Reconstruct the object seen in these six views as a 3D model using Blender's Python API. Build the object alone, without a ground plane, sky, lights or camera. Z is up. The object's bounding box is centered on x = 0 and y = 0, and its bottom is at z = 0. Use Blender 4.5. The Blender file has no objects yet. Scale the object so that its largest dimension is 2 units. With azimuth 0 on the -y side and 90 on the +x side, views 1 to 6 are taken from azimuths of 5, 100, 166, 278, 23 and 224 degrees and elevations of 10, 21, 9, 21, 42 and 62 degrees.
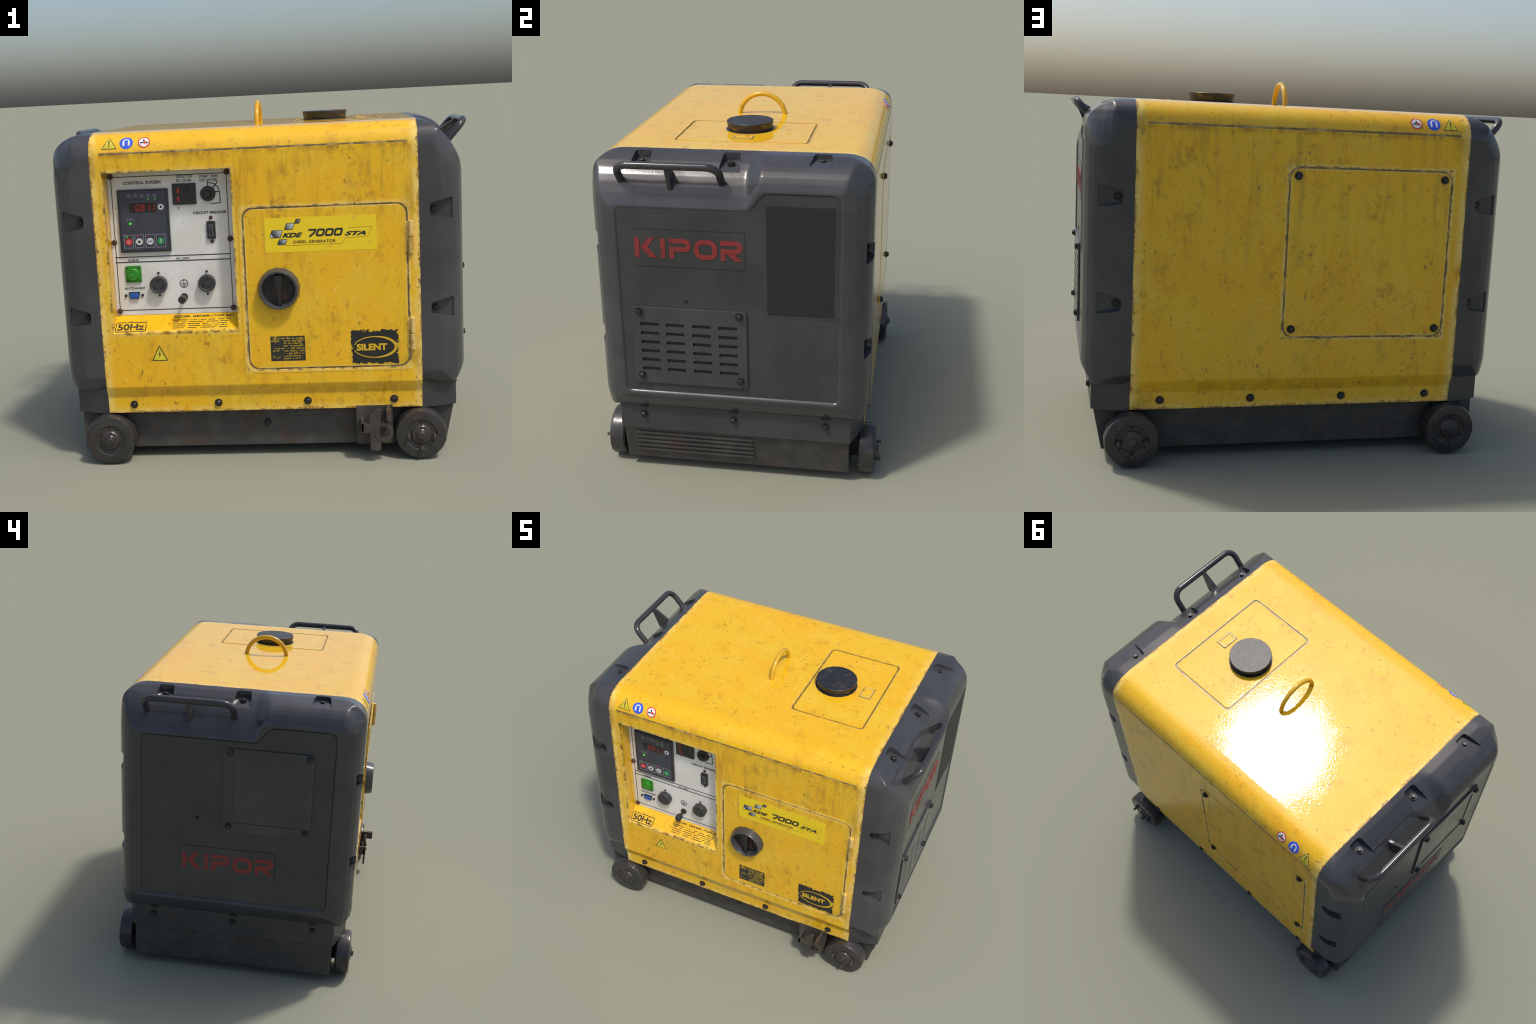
"""Yellow / black portable diesel generator on four small wheels, built part by part (metres, z up)."""
import bpy, bmesh, math, random
from mathutils import Matrix, Vector

random.seed(7)
Y0 = 0.008                       # the body is centred here; hitch and wheel studs even out the extents
YF, YB = Y0 - 0.638, Y0 + 0.638  # front and back faces of the housing
XS = 0.755                       # seam between the housing and the end covers
XE = 0.967                       # outer face of the end covers
XP = 0.9575                      # face of the inset end panels
ZT = 1.604                       # top of the body
YP = -0.540                      # face of the control panel
COL = bpy.context.scene.collection

# ------------------------------------------------------------------ node helpers
class V:
    """A node socket with arithmetic."""
    def __init__(s, t, sock): s.t, s.s = t, sock
    def _m(s, op, *a, clamp=False):
        n = s.t.nodes.new('ShaderNodeMath'); n.operation = op; n.use_clamp = clamp
        for i, x in enumerate((s,) + a):
            if isinstance(x, V): s.t.links.new(x.s, n.inputs[i])
            else: n.inputs[i].default_value = x
        return V(s.t, n.outputs[0])
    def __add__(s, o): return s._m('ADD', o)
    def __sub__(s, o): return s._m('SUBTRACT', o)
    def __mul__(s, o): return s._m('MULTIPLY', o)
    def abs(s): return s._m('ABSOLUTE')
    def max(s, o): return s._m('MAXIMUM', o)
    def min(s, o): return s._m('MINIMUM', o)
    def inv(s): return (s * -1.0) + 1.0
    def step(s, lo, hi, a=0.0, b=1.0):
        n = s.t.nodes.new('ShaderNodeMapRange'); n.interpolation_type = 'SMOOTHSTEP'; n.clamp = True
        s.t.links.new(s.s, n.inputs[0])
        for i, x in zip((1, 2, 3, 4), (lo, hi, a, b)): n.inputs[i].default_value = x
        return V(s.t, n.outputs[0])

class Mat:
    def __init__(s, name, rough=0.5, metallic=0.0, spec=0.5):
        s.m = bpy.data.materials.new(name); s.m.use_nodes = True
        s.t = s.m.node_tree; s.b = s.t.nodes['Principled BSDF']
        s.b.inputs['Roughness'].default_value = rough
        s.b.inputs['Metallic'].default_value = metallic
        s.b.inputs['Specular IOR Level'].default_value = spec
        c = s.t.nodes.new('ShaderNodeTexCoord'); s.co = c.outputs['Object']
        x = s.t.nodes.new('ShaderNodeSeparateXYZ'); s.t.links.new(s.co, x.inputs[0])
        s.x, s.y, s.z = (V(s.t, o) for o in x.outputs)
    def noise(s, scale, detail=3.0, rough=0.55, stretch=(1, 1, 1), off=0.0, dist=0.0):
        mp = s.t.nodes.new('ShaderNodeMapping'); s.t.links.new(s.co, mp.inputs[0])
        mp.inputs['Scale'].default_value = stretch; mp.inputs['Location'].default_value = (off, off * 1.3, off * .7)
        n = s.t.nodes.new('ShaderNodeTexNoise'); s.t.links.new(mp.outputs[0], n.inputs['Vector'])
        n.inputs['Scale'].default_value = scale; n.inputs['Detail'].default_value = detail
        n.inputs['Roughness'].default_value = rough; n.inputs['Distortion'].default_value = dist
        return V(s.t, n.outputs['Fac'])
    def wave(s, scale, direction='DIAGONAL', stretch=(1, 1, 1)):
        mp = s.t.nodes.new('ShaderNodeMapping'); s.t.links.new(s.co, mp.inputs[0]); mp.inputs['Scale'].default_value = stretch
        n = s.t.nodes.new('ShaderNodeTexWave'); n.bands_direction = direction
        s.t.links.new(mp.outputs[0], n.inputs['Vector']); n.inputs['Scale'].default_value = scale
        return V(s.t, n.outputs['Fac'])
    def mix(s, a, b, f):
        n = s.t.nodes.new('ShaderNodeMix'); n.data_type = 'RGBA'
        if isinstance(f, V): s.t.links.new(f.s, n.inputs[0])
        else: n.inputs[0].default_value = f
        for i, x in ((6, a), (7, b)):
            if isinstance(x, tuple): n.inputs[i].default_value = (*x, 1.0)
            else: s.t.links.new(x, n.inputs[i])
        return n.outputs[2]
    def color(s, c):
        if isinstance(c, tuple): s.b.inputs['Base Color'].default_value = (*c, 1.0)
        else: s.t.links.new(c, s.b.inputs['Base Color'])
        return s
    def rough(s, v): s.t.links.new(v.s, s.b.inputs['Roughness']); return s
    def bump(s, h, strength=0.2, dist=0.002):
        n = s.t.nodes.new('ShaderNodeBump'); n.inputs['Strength'].default_value = strength
        n.inputs['Distance'].default_value = dist
        s.t.links.new(h.s, n.inputs['Height']); s.t.links.new(n.outputs[0], s.b.inputs['Normal'])
        return s

def rect_band(M, cx, cz, hx, hz, w):
    """1 close to the outline of a rectangle in x-z, 0 further than w from it."""
    d = ((M.x - cx).abs() - hx).max((M.z - cz).abs() - hz).abs()
    return d.step(0.002, w, 1.0, 0.0)

# measured layout of the doors and plates, needed by the paint wear as well
DOOR = (-0.058, 0.702, 0.458, 1.232)
REAR = (-0.682, 0.088, 0.575, 1.346)
REC = (-0.698, -0.100, 0.652, 1.420)

def yellow_paint(name):
    M = Mat(name, rough=0.1)
    Y1, Y2 = (0.745, 0.440, 0.015), (0.775, 0.412, 0.012)
    pale, ochre, olive = (0.80, 0.60, 0.19), (0.60, 0.300, 0.012), (0.36, 0.225, 0.024)
    brown, grime, rust = (0.26, 0.125, 0.017), (0.17, 0.110, 0.028), (0.20, 0.050, 0.012)
    c = M.mix(Y1, Y2, M.noise(3.2, 4).step(.35, .65))
    side = M.z.step(1.53, 1.58, 1.0, 0.0)                  # rain-washed walls: dirt runs down; the top is only scuffed
    c = M.mix(c, (0.74, 0.490, 0.040), M.noise(6, 7, .7, (1, 1, .5), 2.0).step(.45, .68) * .6)
    c = M.mix(c, ochre, M.noise(10, 6, .65, (1, 1, .35), 3.0).step(.54, .72) * .6)
    # worn pale borders at seams, recess, lip; pale highlights painted round door and plate
    edge = M.x.abs().step(.705, .750)
    lip = M.z.step(.255, .290, 1.0, 0.0)
    front = M.y.step(-.58, -.57, 1.0, 0.0); back = M.y.step(.58, .59)
    lipf = M.y.step(-.622, -.612, 1.0, 0.0)                 # the recess wears on its front lip only
    f = lambda r, w: rect_band(M, (r[0] + r[1]) / 2, (r[2] + r[3]) / 2, (r[1] - r[0]) / 2, (r[3] - r[2]) / 2, w)
    borders = (front * f(DOOR, .020)).max(back * f(REAR, .020)).max(lipf * f(REC, .024) * .6)
    top_edge = M.z.step(1.585, 1.598, 1.0, .55)
    wn = M.noise(16, 5, .65, (1, 1, .6), 5.0)
    c = M.mix(c, pale, (edge * top_edge).max(lip * .7).max(borders) * wn.step(.30, .56) * .72)
    # long grime runs below the drip groove, fading down the wall
    run = M.noise(17, 6, .68, (1, 1, .07), 8.0).step(.50, .68)
    run2 = M.noise(30, 4, .6, (1, 1, .06), 18.0).step(.52, .70)
    below = M.z.step(.80, 1.47, .18, 1.0) * M.z.step(1.502, 1.510, 1.0, 0.0)
    patch = M.noise(4.5, 4, off=9.0).step(.36, .60)
    c = M.mix(c, olive, run * below * patch * .70)
    c = M.mix(c, brown, run2 * below * patch * .38)
    # cloudy stains
    c = M.mix(c, olive, M.noise(6.0, 8, .74, (1, 1, .6), 12.0).step(.535, .70) * side * .60)
    c = M.mix(c, brown, M.noise(11, 8, .74, (1, 1, .6), 22.0).step(.56, .71) * side * .64)
    c = M.mix(c, (0.44, 0.225, 0.020), M.noise(16, 8, .76, off=32.0, dist=.8).step(.56, .69) * .70)
    # small chips, scratches and specks
    zone = M.noise(5, 3, off=6.0).step(.40, .62)
    c = M.mix(c, grime, M.noise(48, 3, .6, (1, 1, .7), 4.0).step(.63, .70) * zone * .75)
    c = M.mix(c, brown, M.noise(26, 5, .65, (.5, 1, .4), 14.0, 2.0).step(.645, .72) * .6)
    c = M.mix(c, grime, M.noise(70, 2, .5, off=24.0).step(.69, .74) * .7)
    c = M.mix(c, (0.85, 0.62, 0.16), M.noise(20, 6, .7, off=44.0, dist=.8).step(.62, .74) * .5)
    # brown tone under the drip groove and along the lower fold
    drip = M.z.step(1.470, 1.502) * M.z.step(1.512, 1.520, 1.0, 0.0) * M.x.abs().step(.70, .715, 1.0, 0.0)
    fold = M.z.step(.318, .335) * M.z.step(.36, .385, 1.0, 0.0)
    c = M.mix(c, (0.30, 0.150, 0.022), drip.max(fold * .35) * M.noise(15, 6, .7, (1, 1, .5), 15.0).step(.40, .62) * .75)
    # rust and dirt creeping in at the cut edges, ragged
    rag = M.noise(34, 5, .7, off=10.0); rag2 = M.noise(11, 4, .6, off=13.0)
    rim = ((M.x.abs() - .7525).max((M.z * -1.0) + .2545) + (rag - .5) * .045 + (rag2 - .5) * .045).step(-.0060, .004)
    c = M.mix(c, rust, rim * .55)
    c = M.mix(c, (.045, .03, .015), rim * M.noise(50, 3, off=16.).step(.50, .62) * .6)
    gap = (front * f(DOOR, .009)).max(back * f(REAR, .009)).max(lipf * f(REC, .013))
    c = M.mix(c, (0.06, 0.042, 0.02), gap * M.noise(20, 6, .72, off=11.0).step(.48, .60) * .8)
    M.color(c)
    M.rough(M.noise(9, 5, .6, off=20.0).step(.45, .8, .03, .07) + M.noise(12, 7, .7, (1, 1, .6), 22.0).step(.55, .7) * side * .15)
    return M.bump(M.noise(85, 2, off=3.0), .095, .0022).m

def plastic(name, base=(0.050, 0.050, 0.053), lo=.11, hi=.20):
    M = Mat(name)
    hi_c, lo_c = tuple(v * 1.18 for v in base), tuple(v * .86 for v in base)
    c = M.mix(lo_c, hi_c, M.noise(4, 5, .6).step(.35, .7))
    c = M.mix(c, tuple(v * 2.2 + .01 for v in base), M.noise(38, 4, .6, off=5.0).step(.68, .78) * .5)
    c = M.mix(c, (0.05, 0.037, 0.028), M.noise(6, 5, .65, off=9.0).step(.60, .75) * .35)
    M.color(c).rough(M.noise(6, 4, off=2.0).step(.35, .7, lo, hi) - M.noise(90, 2, off=6.).step(.62, .72) * .03)
    return M.bump(M.noise(90, 3), .07, .002).m

def steel_dirty(name, base=(0.033, 0.031, 0.028), rust_amt=.8, rough=.55):
    M = Mat(name, rough)
    c = M.mix(base, tuple(v * 1.7 for v in base), M.noise(9, 6, .7).step(.4, .72))
    c = M.mix(c, (0.085, 0.032, 0.016), M.noise(7, 7, .72, off=3.0).step(.54, .70) * rust_amt)
    c = M.mix(c, (0.11, 0.10, 0.09), M.noise(55, 3, off=7.).step(.66, .75) * .4)
    M.color(c).rough(M.noise(10, 4, off=1.).step(.3, .7, rough - .12, rough + .15))
    return M.bump(M.noise(80, 4), .15, .002).m

def plain(name, c, rough=.4, metallic=0.0):
    M = Mat(name, rough, metallic)
    M.color(M.mix(c, tuple(v * .75 for v in c), M.noise(30, 4).step(.45, .7)))
    return M.m

def worn_label(name, ink, under, lo, hi, scale=40, stretch=(1, 1, 1), rough=.4):
    M = Mat(name, rough)
    return M.color(M.mix(ink, under, M.noise(scale, 4, .65, stretch, 2.0).step(lo, hi))).m

YEL = yellow_paint('yellow_paint')
BLK = plastic('black_plastic')
PANEL = plastic('end_panel_plastic', (0.042, 0.042, 0.043), .20, .30)
COVER = plastic('base_cover_plastic', (0.043, 0.043, 0.045), .30, .42)
PLATE = plastic('plate_plastic', (0.050, 0.050, 0.054), .16, .26)
STEEL = steel_dirty('dirty_steel', (0.040, 0.037, 0.034), .7)
RUSTY = steel_dirty('rusty_steel', (0.042, 0.036, 0.030), 1.0, .5)
TYRE = steel_dirty('tyre_rubber', (0.029, 0.027, 0.026), .3, .24)
HUB = steel_dirty('hub_metal', (0.030, 0.027, 0.026), .9, .22)
BOLT = steel_dirty('bolt_steel', (0.015, 0.013, 0.012), .6, .52)
TUBE = plain('handle_coating', (0.042, 0.038, 0.040), .16)
RED = plain('red_letter', (0.23, 0.025, 0.025), .45)
DARK = plain('near_black', (0.012, 0.011, 0.010), .8)
STRIP = worn_label('groove_strip', (0.14, 0.105, 0.055), (0.50, 0.37, 0.15), .44, .66, 16)
STRIP2 = worn_label('hatch_groove_strip', (0.21, 0.140, 0.012), (0.46, 0.31, 0.05), .52, .68, 25)
PALE = worn_label('pale_wear_and_highlight', (0.66, 0.45, 0.14), (0.42, 0.25, 0.03), .5, .66, 30)
DARK2 = plain('latch_shadow_line', (.20, .13, .02), .6)
BLACK = plain('black_print', (0.020, 0.020, 0.020), .45)
RING = Mat('worn_yellow_tube', .2)
RING.color(RING.mix((.62, .35, .015), (.30, .20, .03), RING.noise(40, 4).step(.58, .72) * .8)); RING = RING.m

# ------------------------------------------------------------------ mesh helpers
ROOT = bpy.data.objects.new('diesel_generator', None); COL.objects.link(ROOT)
ROOT['label'] = 'worn yellow and black portable diesel generator on small wheels'
ROOT['category'] = 'generator'

def finish(bm, name, mat, parent=None, smooth=35.0, bevel=0.0, segs=2):
    bmesh.ops.recalc_face_normals(bm, faces=bm.faces)
    if bevel:
        ed = [e for e in bm.edges if len(e.link_faces) == 2 and e.calc_face_angle(0) > math.radians(28)]
        bmesh.ops.bevel(bm, geom=ed, offset=bevel, segments=segs, profile=.6, affect='EDGES', clamp_overlap=True)
    me = bpy.data.meshes.new(name); bm.to_mesh(me); bm.free()
    if bevel: smooth = min(smooth, 20.0)
    if smooth:
        me.polygons.foreach_set('use_smooth', [True] * len(me.polygons)); me.set_sharp_from_angle(angle=math.radians(smooth))
    ob = bpy.data.objects.new(name, me); COL.objects.link(ob)
    if mat: me.materials.append(mat)
    ob.parent = parent or ROOT
    return ob

# a face = (point for (u, v, out)) so that u runs right and v up as one looks at it
FACES = {
    'front': lambda u, v, o: (u, -o, v), 'back': lambda u, v, o: (-u, o, v),
    'right': lambda u, v, o: (o, u, v), 'left': lambda u, v, o: (-o, -u, v),
    'top': lambda u, v, o: (u, v, o),
}
def add_prism(bm, poly, face, o0, o1):
    """Extrude a 2D outline between two depths of a face; returns nothing, adds to bm."""
    F = FACES[face]
    a = [bm.verts.new(F(u, v, o0)) for u, v in poly]; b = [bm.verts.new(F(u, v, o1)) for u, v in poly]
    bm.faces.new(a); bm.faces.new(b)
    for i in range(len(poly)):
        j = (i + 1) % len(poly); bm.faces.new((a[i], a[j], b[j], b[i]))

def slab(name, poly, face, o0, o1, mat, parent=None, bevel=0.0, smooth=35.0):
    bm = bmesh.new(); add_prism(bm, poly, face, o0, o1)
    return finish(bm, name, mat, parent, smooth, bevel)

def rect(u0, u1, v0, v1): return [(u0, v0), (u1, v0), (u1, v1), (u0, v1)]
def rrect(u0, u1, v0, v1, r, n=6):
    P = []
    for cx, cy, a in ((u1 - r, v0 + r, -90), (u1 - r, v1 - r, 0), (u0 + r, v1 - r, 90), (u0 + r, v0 + r, 180)):
        P += [(cx + r * math.cos(math.radians(a + 90 * i / n)), cy + r * math.sin(math.radians(a + 90 * i / n))) for i in range(n + 1)]
    return P
def round_poly(pts, r, n=5):
    """Round the corners of a polygon; r is one radius or one per corner."""
    out = []
    for i, p in enumerate(pts):
        ri = r[i] if isinstance(r, (list, tuple)) else r
        P, A, B = Vector(p), Vector(pts[i - 1]), Vector(pts[(i + 1) % len(pts)])
        if ri <= 0: out.append(tuple(P)); continue
        a, b = (A - P).normalized(), (B - P).normalized()
        h = a.angle(b) / 2; d = min(ri / math.tan(h), (A - P).length * .49, (B - P).length * .49)
        for k in range(n + 1):
            t = k / n
            q = (P + a * d) * (1 - t) ** 2 + P * 2 * t * (1 - t) + (P + b * d) * t ** 2
            out.append(tuple(q))
    return out
def circle(cx, cy, r, n=24, a0=0.0):
    return [(cx + r * math.cos(a0 + 2 * math.pi * i / n), cy + r * math.sin(a0 + 2 * math.pi * i / n)) for i in range(n)]

def add_ribbon(bm, pts, w, face, o0, o1, closed=False):
    """A stroke of width w along a 2D path, extruded between two depths."""
    n = len(pts); L, R = [], []
    for i in range(n):
        p = Vector(pts[i])
        a = Vector(pts[i - 1]) if (i > 0 or closed) else None
        b = Vector(pts[(i + 1) % n]) if (i < n - 1 or closed) else None
        d1 = (p - a).normalized() if a is not None else None
        d2 = (b - p).normalized() if b is not None else None
        d1 = d1 or d2; d2 = d2 or d1
        t = (d1 + d2).normalized(); nrm = Vector((-t.y, t.x)); k = 1 / max(.4, nrm.dot(Vector((-d1.y, d1.x))))
        L.append(tuple(p + nrm * w / 2 * k)); R.append(tuple(p - nrm * w / 2 * k))
    F = FACES[face]
    vs = [[bm.verts.new(F(*q, o)) for q in S] for S in (L, R) for o in (o0, o1)]
    l0, l1, r0, r1 = vs
    for i in range(n if closed else n - 1):
        j = (i + 1) % n
        bm.faces.new((l1[i], l1[j], r1[j], r1[i])); bm.faces.new((l0[i], r0[i], r0[j], l0[j]))
        bm.faces.new((l0[i], l0[j], l1[j], l1[i])); bm.faces.new((r0[i], r1[i], r1[j], r0[j]))
    if not closed:
        bm.faces.new((l0[0], l1[0], r1[0], r0[0])); bm.faces.new((l0[-1], r0[-1], r1[-1], l1[-1]))

def stroke(name, paths, w, face, o0, o1, mat, parent=None, closed=False):
    bm = bmesh.new()
    for p in paths: add_ribbon(bm, p, w, face, o0, o1, closed)
    return finish(bm, name, mat, parent, 30)

def lathe(name, prof, n, origin, axis, mat, parent=None, smooth=35.0, a0=0.0):
    """Turn a profile [(radius, offset along axis)] round an axis ('x','y','z', sign allowed '-y')."""
    bm = bmesh.new(); sg = -1 if axis[0] == '-' else 1; ax = axis[-1]; rings = []
    def pt(r, h, t):
        c, s = r * math.cos(t), r * math.sin(t); h *= sg
        o = {'x': (h, c, s), 'y': (c, h, s), 'z': (c, s, h)}[ax]
        return Vector(origin) + Vector(o)
    for r, h in prof:
        rings.append([bm.verts.new(pt(0, h, 0))] if r == 0 else [bm.verts.new(pt(r, h, a0 + 2 * math.pi * i / n)) for i in range(n)])
    for A, B in zip(rings, rings[1:]):
        for i in range(n):
            j = (i + 1) % n
            if len(A) == 1 and len(B) == 1: continue
            if len(A) == 1: bm.faces.new((A[0], B[i], B[j]))
            elif len(B) == 1: bm.faces.new((A[i], A[j], B[0]))
            else: bm.faces.new((A[i], A[j], B[j], B[i]))
    return finish(bm, name, mat, parent, smooth)

def tube(name, pts, r, mat, parent=None, n=12, closed=False):
    """A round bar along a 3D path (parallel transport frame)."""
    bm = bmesh.new(); P = [Vector(p) for p in pts]; rings = []
    t0 = (P[1] - P[0]).normalized(); u = t0.orthogonal().normalized()
    for i, p in enumerate(P):
        t = ((P[min(i + 1, len(P) - 1)] - p).normalized() + (p - P[max(i - 1, 0)]).normalized()).normalized()
        u = (u - t * u.dot(t)).normalized(); w = t.cross(u)
        rings.append([bm.verts.new(p + (u * math.cos(2 * math.pi * k / n) + w * math.sin(2 * math.pi * k / n)) * r) for k in range(n)])
    for A, B in zip(rings, rings[1:]):
        for k in range(n): bm.faces.new((A[k], A[(k + 1) % n], B[(k + 1) % n], B[k]))
    bm.faces.new(rings[0]); bm.faces.new(rings[-1])
    return finish(bm, name, mat, parent, 50)

def boolean(ob, bm_cut, op='DIFFERENCE', smooth=35.0):
    bmesh.ops.recalc_face_normals(bm_cut, faces=bm_cut.faces)
    me = bpy.data.meshes.new('cut'); bm_cut.to_mesh(me); bm_cut.free()
    c = bpy.data.objects.new('cut', me); COL.objects.link(c)
    m = ob.modifiers.new('b', 'BOOLEAN'); m.operation = op; m.object = c; m.solver = 'EXACT'
    bake(ob); bpy.data.objects.remove(c); bpy.data.meshes.remove(me)
    ob.data.polygons.foreach_set('use_smooth', [True] * len(ob.data.polygons))
    ob.data.set_sharp_from_angle(angle=math.radians(smooth))

def bake(ob):
    dg = bpy.context.evaluated_depsgraph_get(); dg.update()
    new = bpy.data.meshes.new_from_object(ob.evaluated_get(dg))
    old = ob.data; mats = [m for m in old.materials]; name = old.name
    ob.modifiers.clear(); ob.data = new; bpy.data.meshes.remove(old); new.name = name
    if not new.materials:
        for m in mats: new.materials.append(m)

_txt = {}
def text(name, body, box, face, out, mat, parent=None, shear=0.0, thick=.0012, bold=0.0, spacing=1.0):
    """Lettering in the built-in font, fitted into box (u0, u1, v0, v1) on a face."""
    cu = bpy.data.curves.new('t', 'FONT'); cu.body = body; cu.resolution_u = 3; cu.shear = shear; cu.offset = bold
    cu.space_character = spacing
    o = bpy.data.objects.new('t', cu); COL.objects.link(o)
    dg = bpy.context.evaluated_depsgraph_get(); dg.update()
    me = bpy.data.meshes.new_from_object(o.evaluated_get(dg)); bpy.data.objects.remove(o); bpy.data.curves.remove(cu)
    bm = bmesh.new(); bm.from_mesh(me); bpy.data.meshes.remove(me)
    xs = [v.co.x for v in bm.verts]; ys = [v.co.y for v in bm.verts]
    x0, x1, y0, y1 = min(xs), max(xs), min(ys), max(ys); u0, u1, v0, v1 = box; F = FACES[face]
    bmesh.ops.remove_doubles(bm, verts=bm.verts, dist=1e-5)
    for v in bm.verts:
        v.co = F(u0 + (v.co.x - x0) / (x1 - x0) * (u1 - u0), v0 + (v.co.y - y0) / (y1 - y0) * (v1 - v0), out)
    d = Vector(F(0, 0, 1)) - Vector(F(0, 0, 0))
    r = bmesh.ops.extrude_face_region(bm, geom=bm.faces[:])
    for e in r['geom']:
        if isinstance(e, bmesh.types.BMVert): e.co += d * thick
    return finish(bm, name, mat, parent, 30)

# one shared bolt: octagonal washer + hexagon head, pointing along +z
def bolt_mesh():
    bm = bmesh.new()
    add_prism(bm, circle(0, 0, .0195, 8, math.pi / 8), 'top', -.004, .005)
    add_prism(bm, circle(0, 0, .0135, 6), 'top', .005, .0165)
    ed = [e for e in bm.edges if abs(e.calc_length() - .0135) < 1e-4 and e.verts[0].co.z > .016 and e.verts[1].co.z > .016]
    bmesh.ops.bevel(bm, geom=ed, offset=.0025, segments=1, affect='EDGES')
    o = finish(bm, 'bolt', BOLT, None, 25); me = o.data; bpy.data.objects.remove(o); return me
BOLT_ME = bolt_mesh()
DIRS = {'front': Vector((0, -1, 0)), 'back': Vector((0, 1, 0)), 'right': Vector((1, 0, 0)), 'left': Vector((-1, 0, 0)), 'top': Vector((0, 0, 1))}
def bolt(face, p, parent, s=1.0):
    o = bpy.data.objects.new('bolt', BOLT_ME); COL.objects.link(o); o.parent = parent
    q = DIRS[face].to_track_quat('Z', 'Y')
    spin = Matrix.Rotation(random.uniform(0, 1.0), 4, 'Z')
    o.matrix_basis = Matrix.Translation(p) @ q.to_matrix().to_4x4() @ spin @ Matrix.Scale(s, 4)
    return o

# ------------------------------------------------------------------ body cross-section (y-z)
CORNER = [(.505, 1.604), (.540, 1.6005), (.566, 1.5935), (.588, 1.583), (.607, 1.5685), (.621, 1.551), (.631, 1.530), (.6365, 1.508), (.638, 1.485)]
def section(hw_low):
    half = CORNER + hw_low
    return [(Y0 + y, z) for y, z in half] + [(Y0 - y, z) for y, z in reversed(half)]

# ------------------------------------------------------------------ housing
bm = bmesh.new()
add_prism(bm, section([(.638, .392), (.636, .382), (.617, .336), (.614, .326), (.612, .251)]), 'right', -XS, XS)
housing = finish(bm, 'housing', YEL)
cut = bmesh.new()
for s, sg in ((YF, -1), (YB, 1)):                       # drip grooves under the rounded shoulders
    for x0, x1 in ((-.708, .708),):
        F = 'front' if sg < 0 else 'back'
        add_prism(cut, rect(x0, x1, 1.503, 1.511), F, abs(s) - .004, abs(s) + .02)
add_prism(cut, rect(YP, YP, 0, 0) if False else [(-.70, .600), (YP, .722), (YP, 1.420), (-.70, 1.420)], 'right', REC[0], REC[1])
add_prism(cut, rrect(*DOOR, .050), 'front', -YF - .016, -YF + .03)
add_prism(cut, rrect(-REAR[1], -REAR[0], REAR[2], REAR[3], .050), 'back', YB - .016, YB + .03)
HATCH = (.192, .608, Y0 - .315, Y0 + .315)
add_prism(cut, rrect(*HATCH, .024), 'top', ZT - .012, ZT + .03)
boolean(housing, cut)
for F, y in (('front', -YF), ('back', YB)):
    slab('drip_groove_strip', rect(-.707, .707, 1.5035, 1.5105), F, y - .006, y - .0018, STRIP, housing)  # added brown strip fills the cut groove to draw its dark line

# skirt bolts
for x in (-.630, -.217, .213, .622):
    bolt('front', (x, Y0 - .612, .293), housing); bolt('back', (x, Y0 + .612, .293), housing)

# ------------------------------------------------------------------ service door
def frame(u0, u1, v0, v1, r, w):
    """centre line of a rounded rectangle, inset by w/2"""
    return rrect(u0 + w / 2, u1 - w / 2, v0 + w / 2, v1 - w / 2, r - w / 2, 8)
g = .0075
door = slab('service_door', rrect(DOOR[0] + g, DOOR[1] - g, DOOR[2] + g, DOOR[3] - g, .046, 8), 'front', -YF - .015, -YF + .0012, YEL, bevel=.0025)
stroke('groove_strip', [frame(*DOOR, .050, .012)], .0118, 'front', -YF - .0156, -YF - .0028, STRIP, door, True)  # added dark strip on the groove floor, makes the door gap read dark
frm = stroke('door_frame', [frame(DOOR[0] - .019, DOOR[1] + .014, DOOR[2] - .016, DOOR[3] + .013, .064, .013)], .013, 'front', -YF - .003, -YF + .0012, YEL, door, True)
for z0, z1 in ((.997, 1.146), (.541, .694)):
    zm = (z0 + z1) / 2
    for a, b in ((z0, zm - .001), (zm + .001, z1)):
        lathe('hinge', [(0, a), (.0105, a), (.0125, a + .003), (.0125, b - .003), (.0105, b), (0, b)], 12, (.7145, YF - .010, 0), 'z', PALE, door)
    slab('hinge', rect(.690, .7145, z0 + .004, z1 - .004), 'front', -YF - .001, -YF + .003, YEL, door, .001)

# ------------------------------------------------------------------ rear plate
rear = slab('rear_plate', rrect(-REAR[1] + g, -REAR[0] - g, REAR[2] + g, REAR[3] - g, .046, 8), 'back', YB - .015, YB + .0012, YEL, bevel=.0025)
stroke('groove_strip', [frame(-REAR[1], -REAR[0], REAR[2], REAR[3], .050, .012)], .0118, 'back', YB - .0156, YB - .0028, STRIP, rear, True)  # same added dark strip round the rear plate
stroke('door_frame', [frame(-REAR[1] - .018, -REAR[0] + .014, REAR[2] - .014, REAR[3] + .018, .064, .013)], .013, 'back', YB - .003, YB + .0012, YEL, rear, True)
for x in (.047, -.642):
    for z in (.616, 1.305): bolt('back', (x, YB + .001, z), rear)

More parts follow.
